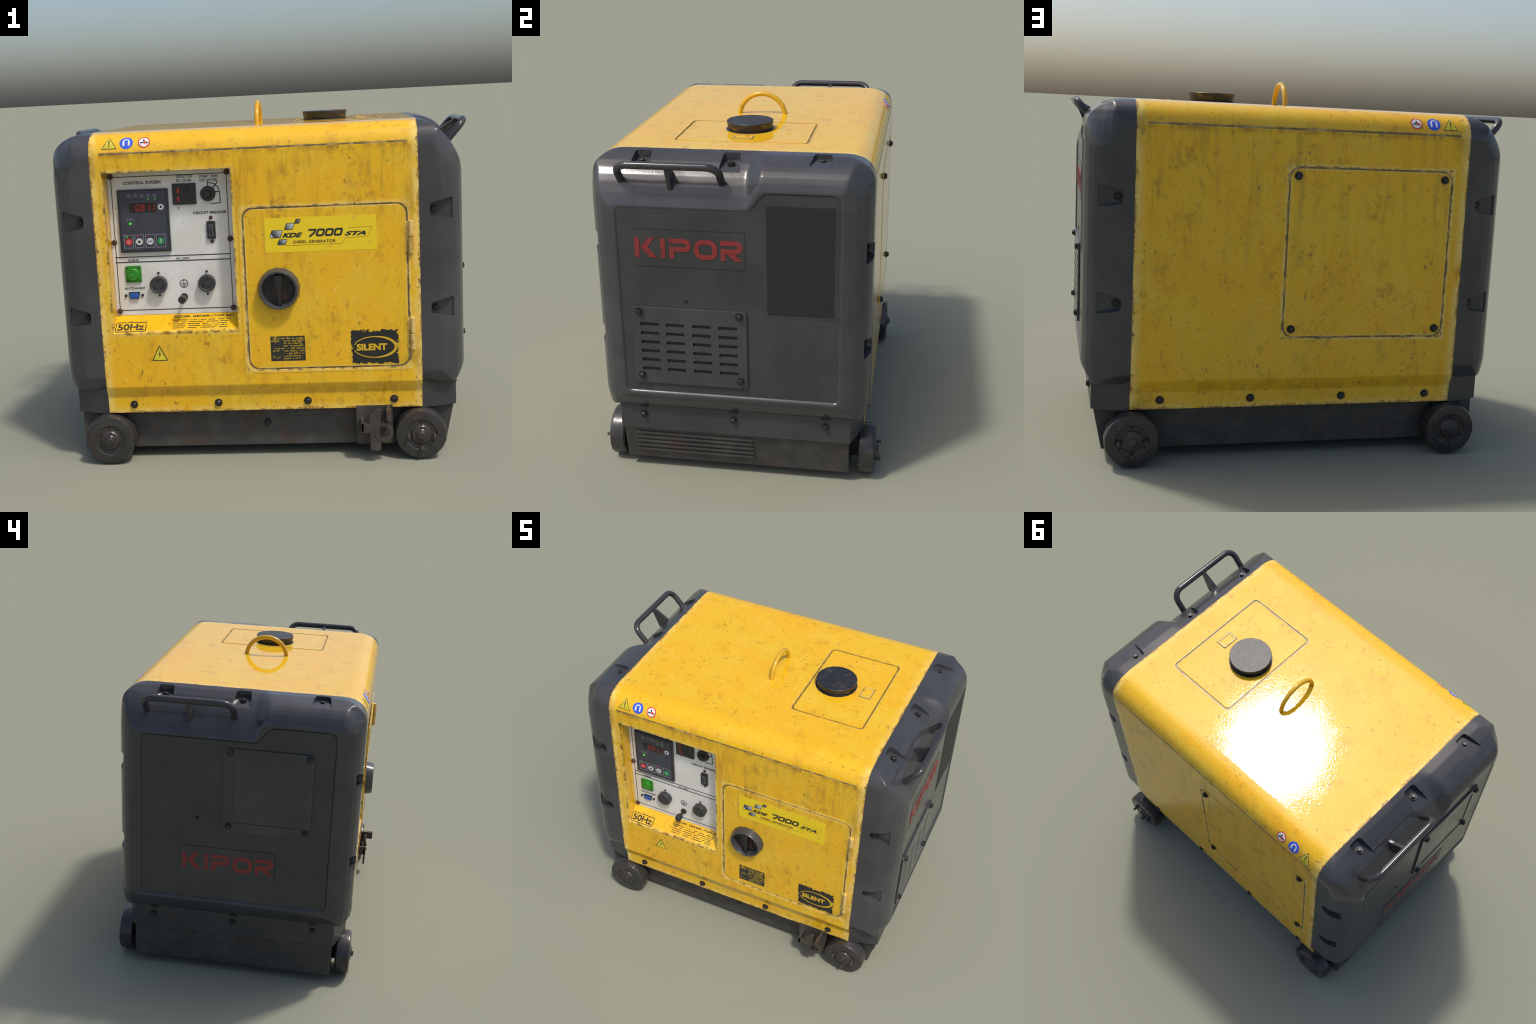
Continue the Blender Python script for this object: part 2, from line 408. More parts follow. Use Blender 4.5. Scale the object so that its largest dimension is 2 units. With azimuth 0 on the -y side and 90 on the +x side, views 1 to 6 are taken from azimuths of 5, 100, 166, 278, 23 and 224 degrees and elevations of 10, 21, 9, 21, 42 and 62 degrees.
# ------------------------------------------------------------------ top: hatch, fuel cap, lifting ring
hatch = slab('fuel_hatch', rrect(HATCH[0] + .010, HATCH[1] - .010, HATCH[2] + .010, HATCH[3] - .010, .020), 'top', ZT - .010, ZT + .0005, YEL, bevel=.002)
stroke('hatch_groove_strip', [frame(*HATCH, .024, .014)], .0136, 'top', ZT - .0117, ZT - .0035, STRIP2, hatch, True)  # olive strip added in the groove to darken the hatch outline
stroke('hatch_highlight', [frame(HATCH[0] - .003, HATCH[1] + .003, HATCH[2] - .003, HATCH[3] + .003, .027, .003)], .0032, 'top', ZT - .001, ZT + .0008, PALE, hatch, True)  # thin pale ribbon paints a highlight on the groove's outer edge
cx, cy = .520, Y0 - .003
stroke('latch_rim_and_shadow', [rrect(cx - .026, cx + .026, cy - .042, cy + .042, .006, 3)], .006, 'top', ZT - .001, ZT + .004, PALE, hatch, True)
stroke('latch_rim_and_shadow', [rrect(cx - .031, cx + .031, cy - .047, cy + .047, .006, 3)], .004, 'top', ZT - .001, ZT + .0012, DARK2, hatch, True)  # flat dark line painted as the shadow beside the raised rim
M = Mat('fuel_cap_plastic', .35)
capc = M.mix((.014, .014, .016), (.060, .052, .044), M.noise(30, 6, .7, dist=1.0).step(.46, .78))
capc = M.mix(capc, (.20, .115, .012), M.noise(15, 6, .72, (1, 1, 3), 4.0).step(.50, .66) * M.z.step(1.606, 1.612) * M.z.step(1.638, 1.644, .75, 0.0))  # yellow-brown reflection painted into the colour of the side wall
M.color(capc).rough(M.noise(30, 4).step(.4, .7, .44, .46)); M.bump(M.noise(150, 3), .03, .002)
CAPM = M.m
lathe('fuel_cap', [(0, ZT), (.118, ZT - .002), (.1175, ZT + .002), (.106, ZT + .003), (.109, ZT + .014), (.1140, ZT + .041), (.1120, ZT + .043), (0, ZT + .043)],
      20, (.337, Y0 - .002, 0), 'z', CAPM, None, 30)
arc = [(-.006, Y0 + .1175 * math.cos(t), ZT - .010 + .1128 * math.sin(t)) for t in [math.pi * i / 22 for i in range(23)]]
tube('lifting_ring', [(-.006, arc[0][1], ZT - .03)] + arc + [(-.006, arc[-1][1], ZT - .03)], .0125, RING, None, 10)

# ------------------------------------------------------------------ end covers
PROF_A = [(.70, 1.604), (.755, 1.604), (.790, 1.595), (.835, 1.5685), (.866, 1.542), (.889, 1.518), (.912, 1.487), (.937, 1.443), (.957, 1.395), (XE, 1.330)]
PROF_B = [(.70, 1.604), (.755, 1.604), (.810, 1.6015), (.865, 1.588), (.897, 1.572), (.918, 1.557), (.937, 1.539), (.953, 1.513), (.962, 1.485), (XE, 1.440)]
PROF_LOW = [(XE, .456), (.960, .436), (.924, .378), (.908, .366), (.70, .362)]
PLAN = [(.70, .66), (.770, .652), (.820, .6445), (.862, .6345), (.895, .619), (.923, .597), (.945, .568), (.959, .534), (XE, .497)]
PULL = [0, 0, .2, .5, .85, 1, .85, .5, .1]       # how far each plan point moves in towards the top corner

def loft_y(bm, profs):
    rows = [[bm.verts.new((x, y, z)) for x, z in P] for y, P in profs]
    for A, B in zip(rows, rows[1:]):
        for i in range(len(A)):
            j = (i + 1) % len(A); bm.faces.new((A[i], A[j], B[j], B[i]))
    bm.faces.new(rows[0]); bm.faces.new(rows[-1])

def mixp(t): return [(a[0] * (1 - t) + b[0] * t, a[1] * (1 - t) + b[1] * t) for a, b in zip(PROF_A, PROF_B)]

def spin(bm):
    """half turn about the body's vertical axis: the -x end is the +x end turned round"""
    for v in bm.verts: v.co = (-v.co.x, 2 * Y0 - v.co.y, v.co.z)

def end_cover(turn):
    bm = bmesh.new()
    loft_y(bm, [(Y0 - .8, PROF_A + PROF_LOW), (Y0 + .078, PROF_A + PROF_LOW)] +
           [(Y0 + .078 + .075 * k / 6, mixp(3 * (k / 6) ** 2 - 2 * (k / 6) ** 3) + PROF_LOW) for k in range(1, 7)] + [(Y0 + .8, PROF_B + PROF_LOW)])
    ob = finish(bm, 'end_cover', BLK, None, 35)
    cut = bmesh.new(); add_prism(cut, section([(.638, .435), (.631, .414), (.606, .372), (.596, .358)]), 'right', .69, 1.05); boolean(ob, cut, 'INTERSECT')
    cut = bmesh.new(); rows = []
    for z, e in ((.20, .010), (.36, .010), (.45, 0), (1.40, 0), (1.46, .005), (1.51, .015), (1.55, .030), (1.60, .058), (1.8, .18)):
        half = [(x - e * k, y - e * k) for (x, y), k in zip(PLAN, PULL)]
        rows.append([cut.verts.new((x, Y0 + y, z)) for x, y in half] + [cut.verts.new((x, Y0 - y, z)) for x, y in reversed(half)])
    for A, B in zip(rows, rows[1:]):
        for i in range(len(A)): j = (i + 1) % len(A); cut.faces.new((A[i], A[j], B[j], B[i]))
    cut.faces.new(rows[0]); cut.faces.new(rows[-1]); boolean(ob, cut, 'INTERSECT')
    # inset of the end panel, stepped below the handle; cut before remeshing so that its lip is rounded
    cut = bmesh.new(); add_prism(cut, PANEL_OUT, 'right', XP - .004, 1.1); boolean(ob, cut)
    m = ob.modifiers.new('r', 'REMESH'); m.mode = 'VOXEL'; m.voxel_size = .0056; m.adaptivity = 0.0
    m = ob.modifiers.new('s', 'SMOOTH'); m.factor = .5; m.iterations = 6
    bake(ob)
    bm = bmesh.new(); bm.from_mesh(ob.data)
    g = bm.verts[:] + bm.edges[:] + bm.faces[:]
    r = bmesh.ops.bisect_plane(bm, geom=g, plane_co=(XS, 0, 0), plane_no=(1, 0, 0), clear_inner=True)
    bmesh.ops.edgeloop_fill(bm, edges=[e for e in bm.edges if e.is_boundary])
    bm.to_mesh(ob.data); bm.free()
    cut = bmesh.new()
    # pockets for the fixing bolts: three in the top, two in each side
    for yc, zf in ((-.405, 1.553), (0.0, 1.553), (.405, 1.573)):
        n0 = len(cut.verts)
        add_prism(cut, round_poly([(.776, Y0 + yc - .036), (.92, Y0 + yc - .056), (.92, Y0 + yc + .056), (.776, Y0 + yc + .036)], (.018, 0, 0, .018)), 'top', zf, 1.70)
        for v in list(cut.verts)[n0:]:                       # floors fall away towards the end
            if v.co.z < 1.65: v.co.z += .008 - (.30 if zf < 1.56 else .05) * (v.co.x - .785)
    for zc in (1.195, .733):
        pk = round_poly([(.803, zc - .031), (.908, zc - .048), (.908, zc + .052), (.803, zc + .027)], (.02, .008, .008, .02))
        add_prism(cut, pk, 'front', -(Y0 - .601), .8); add_prism(cut, [(-u, v) for u, v in pk], 'back', Y0 + .601, .8)
    boolean(ob, cut, smooth=38)
    if turn:
        bm = bmesh.new(); bm.from_mesh(ob.data); spin(bm); bm.to_mesh(ob.data); bm.free()
        ob.data.polygons.foreach_set('use_smooth', [True] * len(ob.data.polygons)); ob.data.set_sharp_from_angle(angle=math.radians(38))
    return ob

_p = [(-.502, .474), (.502, .474), (.502, 1.472), (.168, 1.472), (.098, 1.386), (-.502, 1.386)]
PANEL_OUT = [(Y0 + u, v) for u, v in round_poly(_p, (.022, .022, .045, .05, .03, .03))]
_q = [(-.4985, .4770), (.4985, .4770), (.4985, 1.467), (.170, 1.467), (.100, 1.381), (-.4985, 1.381)]
PANEL_IN = [(Y0 + u, v) for u, v in round_poly(_q, (.018, .018, .041, .05, .03, .026))]

def letters(name, u0, v0, w, h, face, out, parent):
    """Five wide stencil capitals built from bars, arcs and a chevron."""
    t = h * .235; k = w / .491; parts = []
    X = lambda a: u0 + a * k
    def arc_path(xl, xr, z1, z2, n=8):
        r = (z1 - z2) / 2; c = xr - t / 2 - r
        return [(xl, z1), (c, z1)] + [(c + r * math.sin(math.pi * i / n), (z1 + z2) / 2 + r * math.cos(math.pi * i / n)) for i in range(1, n)] + [(c, z2)]
    objs = []
    def add(polys=(), ribbons=(), closed=False):
        bm = bmesh.new()
        for p in polys: add_prism(bm, p, face, out, out + .0022)
        for p in ribbons: add_ribbon(bm, p, t, face, out, out + .0022, closed)
        objs.append(finish(bm, name, RED, parent, 30))
    zt, zm = v0 + h - t / 2, v0 + h * .47
    # K
    add([rect(X(0), X(0) + t, v0, v0 + h),
         [(X(.026), v0 + h * .53), (X(.064), v0 + h), (X(.094), v0 + h), (X(.060), v0 + h * .55), (X(.101), v0), (X(.070), v0)]])
    add([rect(X(.119), X(.119) + t, v0, v0 + h)])                                   # I
    a = arc_path(X(.159), X(.258), zt, zm)
    add([], [a + [(X(.159) + t / 2, zm), (X(.159) + t / 2, v0)]])                    # P
    add([], [rrect(X(.273) + t / 2, X(.377) - t / 2, v0 + t / 2, v0 + h - t / 2, h * .30, 6)], True)   # O
    a = arc_path(X(.392), X(.491), zt, zm)                                           # R
    add([[(X(.392) + t * 1.15, v0 + h * .36), (X(.452), v0 + h * .36), (X(.491), v0), (X(.458), v0)], rect(X(.392), X(.392) + t, v0, v0 + h * .60)], [a + [(X(.392) + t * 1.0, zm)]])
    return objs

def carry_handle(turn, parent):
    s = -1 if turn else 1
    P = lambda x, y, z: (s * x, Y0 + s * y, z)
    y0, y1 = -.483, -.027
    prof = [(.855, 1.440), (.905, 1.496), (.945, 1.543)]      # foot, rising outwards
    tip = (.9815, 1.584); r = .055
    dirv = Vector((tip[0] - .905, tip[1] - 1.496)).normalized()
    pts = [P(.870, y0, 1.455), P(.905, y0, 1.496)]
    c = Vector(tip) - dirv * r
    for i in range(8):
        t = math.pi / 2 * i / 7
        q = c + dirv * r * math.sin(t); pts.append(P(q.x, y0 + r * (1 - math.cos(t)), q.y))
    for i in range(8):
        t = math.pi / 2 * (1 - i / 7)
        q = c + dirv * r * math.sin(t); pts.append(P(q.x, y1 - r * (1 - math.cos(t)), q.y))
    pts += [P(.905, y1, 1.496), P(.870, y1, 1.455)]
    h = tube('carry_handle', pts, .0172, TUBE, parent, 12)
    bm = bmesh.new()                                             # tapering gusset in the middle
    ym = (y0 + y1) / 2
    tri = [(.860, 1.520), (.885, 1.535), (.972, 1.588), (.982, 1.574), (.935, 1.468), (.900, 1.440)]
    A = [bm.verts.new(P(x, ym - .009, z)) for x, z in tri]; B = [bm.verts.new(P(x, ym + .009, z)) for x, z in tri]
    bm.faces.new(A); bm.faces.new(B)
    for i in range(len(tri)): bm.faces.new((A[i], A[i - 1], B[i - 1], B[i]))
    finish(bm, 'handle_brace', TUBE, parent, 30, .0015)
    return h

GM = Mat('filter_mesh', .55, 0.0, .35)
gw = GM.wave(55, 'DIAGONAL') .max(GM.wave(55, 'DIAGONAL', (1, -1, 1)))
GM.color(GM.mix((.012, .012, .011), (.030, .030, .027), gw.step(.75, .97))); GM.bump(gw, .4, .003); GM = GM.m

for turn in (False, True):
    F = 'left' if turn else 'right'
    cov = end_cover(turn)
    XP = .9575 if not turn else .9610
    po = [(u - 2 * Y0, v) for u, v in PANEL_IN] if turn else PANEL_IN
    pan = slab('end_panel', po, F, XP - .013, XP, PANEL, cov, .003)
    fl = 'left' if turn else 'right'; s = -1 if turn else 1
    for yc, zf in ((-.405, 1.553), (0, 1.553), (.405, 1.573)):
        bolt('top', (s * .815, Y0 + s * yc, zf), cov, .95)
    for zc in (1.193, .731):
        for f2, sy in (('front', -1), ('back', 1)): bolt(f2, (s * .824, Y0 + sy * .601, zc), cov, .95)
    carry_handle(turn, cov)
    if not turn:
        slab('name_plate', rect(-.416, .088, 1.112, 1.287), F, XP - .004, XP + .0010, PANEL, pan)
        stroke('name_plate_edge', [[(-.416, 1.287), (.088, 1.287), (.088, 1.112), (-.416, 1.112)]], .0022, F, XP, XP + .0013, DARK, pan)
        letters('letter', -.413, 1.154, .491, .093, F, XP + .001, pan)
        # intake grille
        slab('filter_frame', rect(.177, .496, .894, 1.428), F, XP - .004, XP + .0012, PANEL, pan)
        slab('filter_mesh', rect(.184, .484, .905, 1.416), F, XP - .004, XP + .0026, GM, pan)
        # louvred cover plate
        vp = slab('vent_plate', rrect(-.446, .090, .524, .912, .014), F, XP - .002, XP + .010, PLATE, pan, .003)
        cut = bmesh.new(); back = bmesh.new()
        for i in range(4):
            for j in range(6):
                u = (-.407, -.287, -.163, -.040)[i]; v = .836 - .0455 * j
                add_prism(cut, rect(u, u + .0865, v - .0175, v), F, XP - .01, XP + .03)
        boolean(vp, cut)
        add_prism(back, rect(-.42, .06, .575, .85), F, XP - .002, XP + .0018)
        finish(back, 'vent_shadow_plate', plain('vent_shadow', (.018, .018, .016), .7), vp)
        for y, z in ((-.410, .889), (.057, .889), (-.411, .564), (.057, .564)): bolt(F, (XP + .009, y, z), vp)
        lathe('plug', [(0, .003), (.009, .003), (.010, 0)], 10, (XP, -.190, .947), 'x', DARK, pan)
    else:
        slab('name_plate', rect(-.292, .216, .607, .783), F, XP - .004, XP + .0015, PANEL, pan)
        stroke('name_plate_edge', [[(-.292, .783), (.216, .783), (.216, .607)]], .0022, F, XP, XP + .0018, DARK, pan)
        letters('letter', -.283, .651, .491, .093, F, XP + .001, pan)
        ap = slab('access_plate', rrect(-.072, .390, .886, 1.348, .020), F, XP - .002, XP + .010, PLATE, pan, .003)
        cut = bmesh.new(); add_prism(cut, rrect(-.022, .350, .940, 1.300, .006, 3), F, XP + .0065, XP + .05); boolean(ap, cut)
        for y, z in ((.039, 1.327), (-.363, 1.327), (.039, .921), (-.363, .921)): bolt(F, (-XP - .009, y, z), ap)
        lathe('plug', [(0, .003), (.009, .003), (.010, 0)], 10, (-XP, .207, .946), '-x', DARK, pan)

# ------------------------------------------------------------------ base covers below the end covers
for s in (1, -1):
    bm = bmesh.new()
    xb = .919 if s > 0 else .918
    pl = [(XS + .0005, -.611), (xb, -.556), (xb, .556), (XS + .0005, .611)]
    add_prism(bm, [(s * x, Y0 + y) for x, y in pl], 'top', .243, .420)
    bc = finish(bm, 'base_cover', COVER, None, 30, .003)
    F = 'right' if s > 0 else 'left'
    for y in (-.440, 0, .440):
        bolt(F, (s * xb, Y0 + y, .326), bc)
        slab('dark_trapezoid', [(s * (Y0 + y) - .022, .365), (s * (Y0 + y) + .022, .365), (s * (Y0 + y) + .014, .385), (s * (Y0 + y) - .014, .385)], F, xb - .004, xb + .005, DARK, bc)  # small dark trapezoid above each cover bolt

# ------------------------------------------------------------------ chassis
bm = bmesh.new()
loft = [(.869, .052), (.909, .250)]                              # only the +x end leans in
rows = [[bm.verts.new((x if sx > 0 else -.904, Y0 + sy * .549, z)) for sx, sy in ((-1, -1), (1, -1), (1, 1), (-1, 1))] for x, z in loft]
for i in range(4): bm.faces.new((rows[0][i], rows[0][(i + 1) % 4], rows[1][(i + 1) % 4], rows[1][i]))
bm.faces.new(rows[0]); bm.faces.new(rows[1])
chassis = finish(bm, 'chassis', STEEL, None, 30, .003)
for k in range(5):                                                # pressed louvres on the +x end
    z = .212 - .0265 * k; x = .869 + (z - .052) / .198 * .040
    bm = bmesh.new(); F = FACES['right']
    add_prism(bm, rrect(-.488, .098, z - .007, z + .007, .004, 3), 'right', x - .004, x + .006)
    finish(bm, 'louvre', STEEL, chassis, 30, .002)
yc = Y0 - .549
bolt('front', (.010, yc, .168), chassis)
slab('maker_plate', [(u, v) for u, v in round_poly([(.122, .166), (.340, .166), (.340, .238), (.122, .238)], .006)], 'front', -yc - .001, -yc + .003, COVER, chassis)
for v in (.190, .216): slab('maker_plate', rect(.140, .322, v - .007, v + .007), 'front', -yc, -yc + .0045, STEEL, chassis)

# ------------------------------------------------------------------ wheels
def wheel(x, yo, sy, studs):
    ax = 'y' if sy > 0 else '-y'; o = (x, yo, .1232)
    w = lathe('wheel', [(0, -.080), (.090, -.080), (.117, -.078), (.1232, -.070), (.1232, -.014), (.118, -.003), (.110, .000), (.076, .0005), (.072, -.002), (.070, -.008)], 18, o, ax, TYRE, None, 30, .1)
    lathe('rim', [(.0715, -.004), (.066, -.005), (.050, -.006), (.046, .001), (.042, .004), (.029, .006), (.026, .009), (.0215, .010), (.020, .0155), (.015, .019), (0, .020)], 20, o, ax, HUB, w, 28)
    for a in range(6):                                            # small raised discs stand in for notches round the rim
        t = math.radians(30 + 60 * a); c = .062
        lathe('rim_disc', [(0, -.0015), (.006, -.0015), (.006, -.012)], 6, (x + c * math.cos(t), yo, .1232 + c * math.sin(t)), ax, DARK if a % 2 else HUB, w)
    if studs:
        for t in (180, 0, 270):
            c = .061; q = math.radians(t)
            lathe('wheel_stud', [(.0085, -.02), (.0085, .0275), (.007, .029), (0, .029)], 8, (x + c * math.cos(q), yo, .1232 + c * math.sin(q)), ax, RUSTY, w)
    lathe('axle', [(.024, 0), (.024, -.20)], 12, (x, yo - sy * .05, .1232), ax, STEEL, w)
    bm = bmesh.new()                                              # bracket the axle hangs in
    ya, yb = sorted((Y0 + sy * .548, Y0 + sy * .585))
    F = FACES['front']
    add_prism(bm, [(x - .075, .25), (x + .075, .25), (x + .045, .10), (x - .045, .10)], 'front', -yb, -ya)
    finish(bm, 'axle_bracket', DARK, w, 30)
for x, y, sy, st in ((.743, -.641, -1, True), (-.755, -.641, -1, False), (.743, .674, 1, True), (-.760, .662, 1, False)):
    wheel(x, y, sy, st)

# ------------------------------------------------------------------ tow hitch on the front rail
hb = slab('tow_hitch', rect(.440, .612, .070, .262), 'front', .542, .606, RUSTY, bevel=.003)
bm = bmesh.new()
strap = round_poly([(.502, .056), (.552, .056), (.552, .192), (.556, .258), (.536, .260), (.502, .230), (.502, .190), (.460, .190), (.460, .145), (.502, .145)], (.014, .014, 0, .004, .004, .004, .004, .003, .003, .004), 3)
add_prism(bm, strap, 'front', .652, .664)
finish(bm, 'hitch_strap', RUSTY, hb, 30, .0015)
bm = bmesh.new()
add_prism(bm, circle(.566, .150, .046, 20), 'front', .648, .666)
o = finish(bm, 'hitch_eye', RUSTY, hb, 30)
cut = bmesh.new(); add_prism(cut, circle(.566, .150, .0275, 20), 'front', .6, .7); boolean(o, cut)
slab('hitch_pin', rect(.460, .474, .150, .206), 'front', .600, .664, RUSTY, hb, .002)
slab('hitch_pin', rect(.584, .599, .190, .262), 'front', .600, .664, RUSTY, hb, .002)
slab('hitch_lever', rect(.578, .600, .217, .266), 'front', .660, .7025, RUSTY, hb, .003)
lathe('hitch_pin', [(.020, .59), (.020, .652)], 12, (.527, 0, .150), '-y', RUSTY, hb)

# ------------------------------------------------------------------ exhaust outlet in the door
ex = lathe('exhaust_outlet', [(.0765, -.008), (.0775, .038), (.0805, .043), (.0885, .0445), (.0925, .040), (.1005, .003), (.1015, -.003)], 16, (.100, YF, .848), '-y', PLATE, None, 30, .1)
EXM = plain('exhaust_inside', (.011, .009, .008), .5)
slab('exhaust_baffle', circle(.100, .848, .0785, 24), 'front', .620, .640, EXM, ex)
slab('exhaust_vane', [(.082, .918), (.118, .918), (.112, .778), (.097, .778)], 'front', .636, .668, EXM, ex)
EXR = worn_label('exhaust_rust', (.030, .009, .006), (.011, .009, .008), .45, .62, 30)
for t in (-1, 1):
    slab('exhaust_vane', [(.100 + t * .012, .790), (.100 + t * .040, .800), (.100 + t * .030, .890), (.100 + t * .006, .905)], 'front', .636, .644, EXR, ex)

# ------------------------------------------------------------------ door labels
zo = -YF + .0012
YL = worn_label('label_yellow', (.78, .555, .010), (.72, .43, .02), .58, .66, 22)
lb = slab('model_label', rect(.046, .560, 1.019, 1.180), 'front', zo - .001, zo + .0006, YL, door)
GRY = Mat('silver_block', .35); GRY.color(GRY.mix((.05, .05, .05), (.48, .52, .52), (GRY.x * 14.0 - GRY.z * -9.0)._m('FRACT').step(.1, .9))); GRY = GRY.m
def para(cx, cz, w, h, sk): return [(cx - w / 2 - sk, cz - h / 2), (cx + w / 2 - sk, cz - h / 2), (cx + w / 2 + sk, cz + h / 2), (cx - w / 2 + sk, cz + h / 2)]
for cx, cz, w, h, sk in ((.099, 1.105, .046, .032, .006), (.162, 1.139, .034, .027, .006), (.200, 1.162, .018, .017, .005), (.126, 1.067, .034, .022, .006)):
    slab('logo_block', round_poly(para(cx, cz, w + .006, h + .005, sk), .004, 2), 'front', zo, zo + .0010, BLACK, lb)
    slab('logo_block', round_poly(para(cx, cz, w, h, sk), .003, 2), 'front', zo, zo + .0016, GRY, lb)
text('label_text', 'KDE', (.126, .222, 1.087, 1.109), 'front', zo, BLACK, lb, .38, bold=.05)
bm = bmesh.new()                                                # squared slanted digits
sk = lambda u, v: (u + (v - 1.088) * .30, v)
for u, ch in ((.238, '7'), (.279, '0'), (.320, '0'), (.361, '0')):
    a, b, lo, hi = u + .0045, u + .0335, 1.0925, 1.1195
    if ch == '7': add_ribbon(bm, [sk(a - .003, hi), sk(b, hi), sk(b - .001, 1.106), sk(a + .010, 1.088)], .009, 'front', zo, zo + .0012)
    else: add_ribbon(bm, [sk(*q) for q in rrect(a, b, lo, hi, .005, 2)], .0092, 'front', zo, zo + .0012, True)
finish(bm, 'label_text', BLACK, lb, 30)
text('label_text', 'STA', (.413, .511, 1.087, 1.107), 'front', zo, BLACK, lb, .38, bold=.05)
text('label_text', 'DIESEL GENERATOR', (.176, .372, 1.059, 1.072), 'front', zo, plain('maroon_print', (.10, .02, .012)), lb, .15, bold=.02)
stroke('label_line', [[(.142, 1.050), (.400, 1.052), (.418, 1.077), (.520, 1.080), (.540, 1.124), (.432, 1.124)]], .0016, 'front', zo, zo + .001, STRIP2, lb)
BW = worn_label('worn_black_print', (.020, .020, .017), (.42, .27, .02), .57, .66, 45, (1, 1, 1.5))
slab('type_plate', rect(.049, .212, .499, .619), 'front', zo - .001, zo + .0006, BW, door)
bm = bmesh.new()
for r in range(9):                                              # rows of worn print
    u = .110 if r not in (0, 4) else .060; v = .608 - .0122 * r
    while u < .200:
        w = random.uniform(.006, .024); add_prism(bm, rect(u, min(u + w, .208), v - .0032, v + .0032), 'front', zo, zo + .0011); u += w + random.uniform(.002, .008)
finish(bm, 'type_plate_print', worn_label('worn_olive_print', (.36, .235, .02), (.020, .020, .017), .50, .62, 45), door)
BS = Mat('silent_label_black', .4)
dd = ((BS.x - .5365).abs() - .111).max((BS.z - .556).abs() - .083)
BS.color(BS.mix((.016, .016, .015), (.62, .37, .016), (dd + (BS.noise(45, 4, .6) - .5) * .055).step(-.0045, -.0025).max(BS.noise(38, 3, .6, off=5.).step(.70, .73) * .8)))
sl = slab('silent_label', rect(.426, .648, .473, .640), 'front', zo - .001, zo + .0006, BS.m, door)
YP2 = worn_label('print_yellow', (.64, .39, .016), (.03, .03, .02), .66, .72, 60)
ell = [(.537 + .098 * math.cos(math.radians(a)), .555 + .050 * math.sin(math.radians(a))) for a in range(-165, 166, 6)]
bm = bmesh.new()
for i in range(len(ell) - 1):                                   # swoosh: thick at the right, thin at the left
    a0, a1 = -165 + 6 * i, -159 + 6 * i; mid = abs((a0 + a1) / 2)
    add_ribbon(bm, ell[i:i + 2], .004 + .009 * max(0, math.cos(math.radians(mid))), 'front', zo, zo + .0012)
finish(bm, 'silent_swoosh', YP2, sl, 30)
text('silent_text', 'SILENT', (.452, .594, .539, .572), 'front', zo, YP2, sl, bold=.045)

# ------------------------------------------------------------------ control panel
WM = Mat('white_panel', .45)
wc = WM.mix((.62, .60, .56), (.70, .685, .65), WM.noise(6, 4).step(.4, .65))
wc = WM.mix(wc, (.10, .095, .09), WM.noise(55, 4, .6, off=3.).step(.655, .71) * WM.noise(7, 2, off=1.).step(.42, .6) * .8)
WM.color(wc)
po = -YP
cp = slab('control_panel', rect(REC[0] + .001, REC[1] - .001, .723, 1.419), 'front', po - .004, po + .002, WM.m)
po += .002
LINE = plain('panel_line', (.035, .035, .037))
def box(name, u0, u1, v0, v1, d, mat, bevel=0.0, par=None, r=0.0):
    return slab(name, rrect(u0, u1, v0, v1, r, 4) if r else rect(u0, u1, v0, v1), 'front', po - .001, po + d, mat, par or cp, bevel)
for u0, u1, v0, v1 in ((-.682, -.120, 1.390, 1.394), (-.684, -.128, 1.005, 1.0095), (-.684, -.128, .980, .985), (-.690, -.128, .745, .749),
                       (-.6805, -.677, .745, 1.394), (-.1305, -.127, .745, 1.394)):
    box('panel_line', u0, u1, v0, v1, .0008, LINE)
SCREW = steel_dirty('rusty_screw', (.05, .02, .014), 1.0, .5)
for x, z in ((-.680, 1.395), (-.126, 1.396), (-.683, 1.081), (-.125, 1.080), (-.680, .744), (-.127, .746)):
    lathe('panel_screw', [(.0135, -.001), (.0135, .006), (.010, .010), (0, .011)], 10, (x, -po, z), '-y', SCREW, cp)
text('panel_text', 'CONTROL SCREEN', (-.621, -.441, 1.355, 1.370), 'front', po, LINE, cp, thick=.0008, bold=.03)
text('panel_text', 'DETECTOR\nDC 12V 8A', (-.366, -.288, 1.358, 1.390), 'front', po, LINE, cp, thick=.0008, bold=.02)
text('panel_text', 'START  RUN\nOFF   STOP', (-.256, -.168, 1.355, 1.386), 'front', po, LINE, cp, thick=.0008, bold=.02)
text('panel_text', 'CIRCUIT BREAKER', (-.296, -.136, 1.202, 1.215), 'front', po, LINE, cp, thick=.0008, bold=.03)
text('panel_text', 'ACBUS', (-.626, -.572, .986, .997), 'front', po, LINE, cp, thick=.0008, bold=.02)
text('panel_text', 'AC 230V', (-.392, -.324, .988, .998), 'front', po, LINE, cp, thick=.0008, bold=.02)
text('panel_text', 'RS-CONNECT', (-.648, -.548, .849, .860), 'front', po, LINE, cp, thick=.0008, bold=.02)
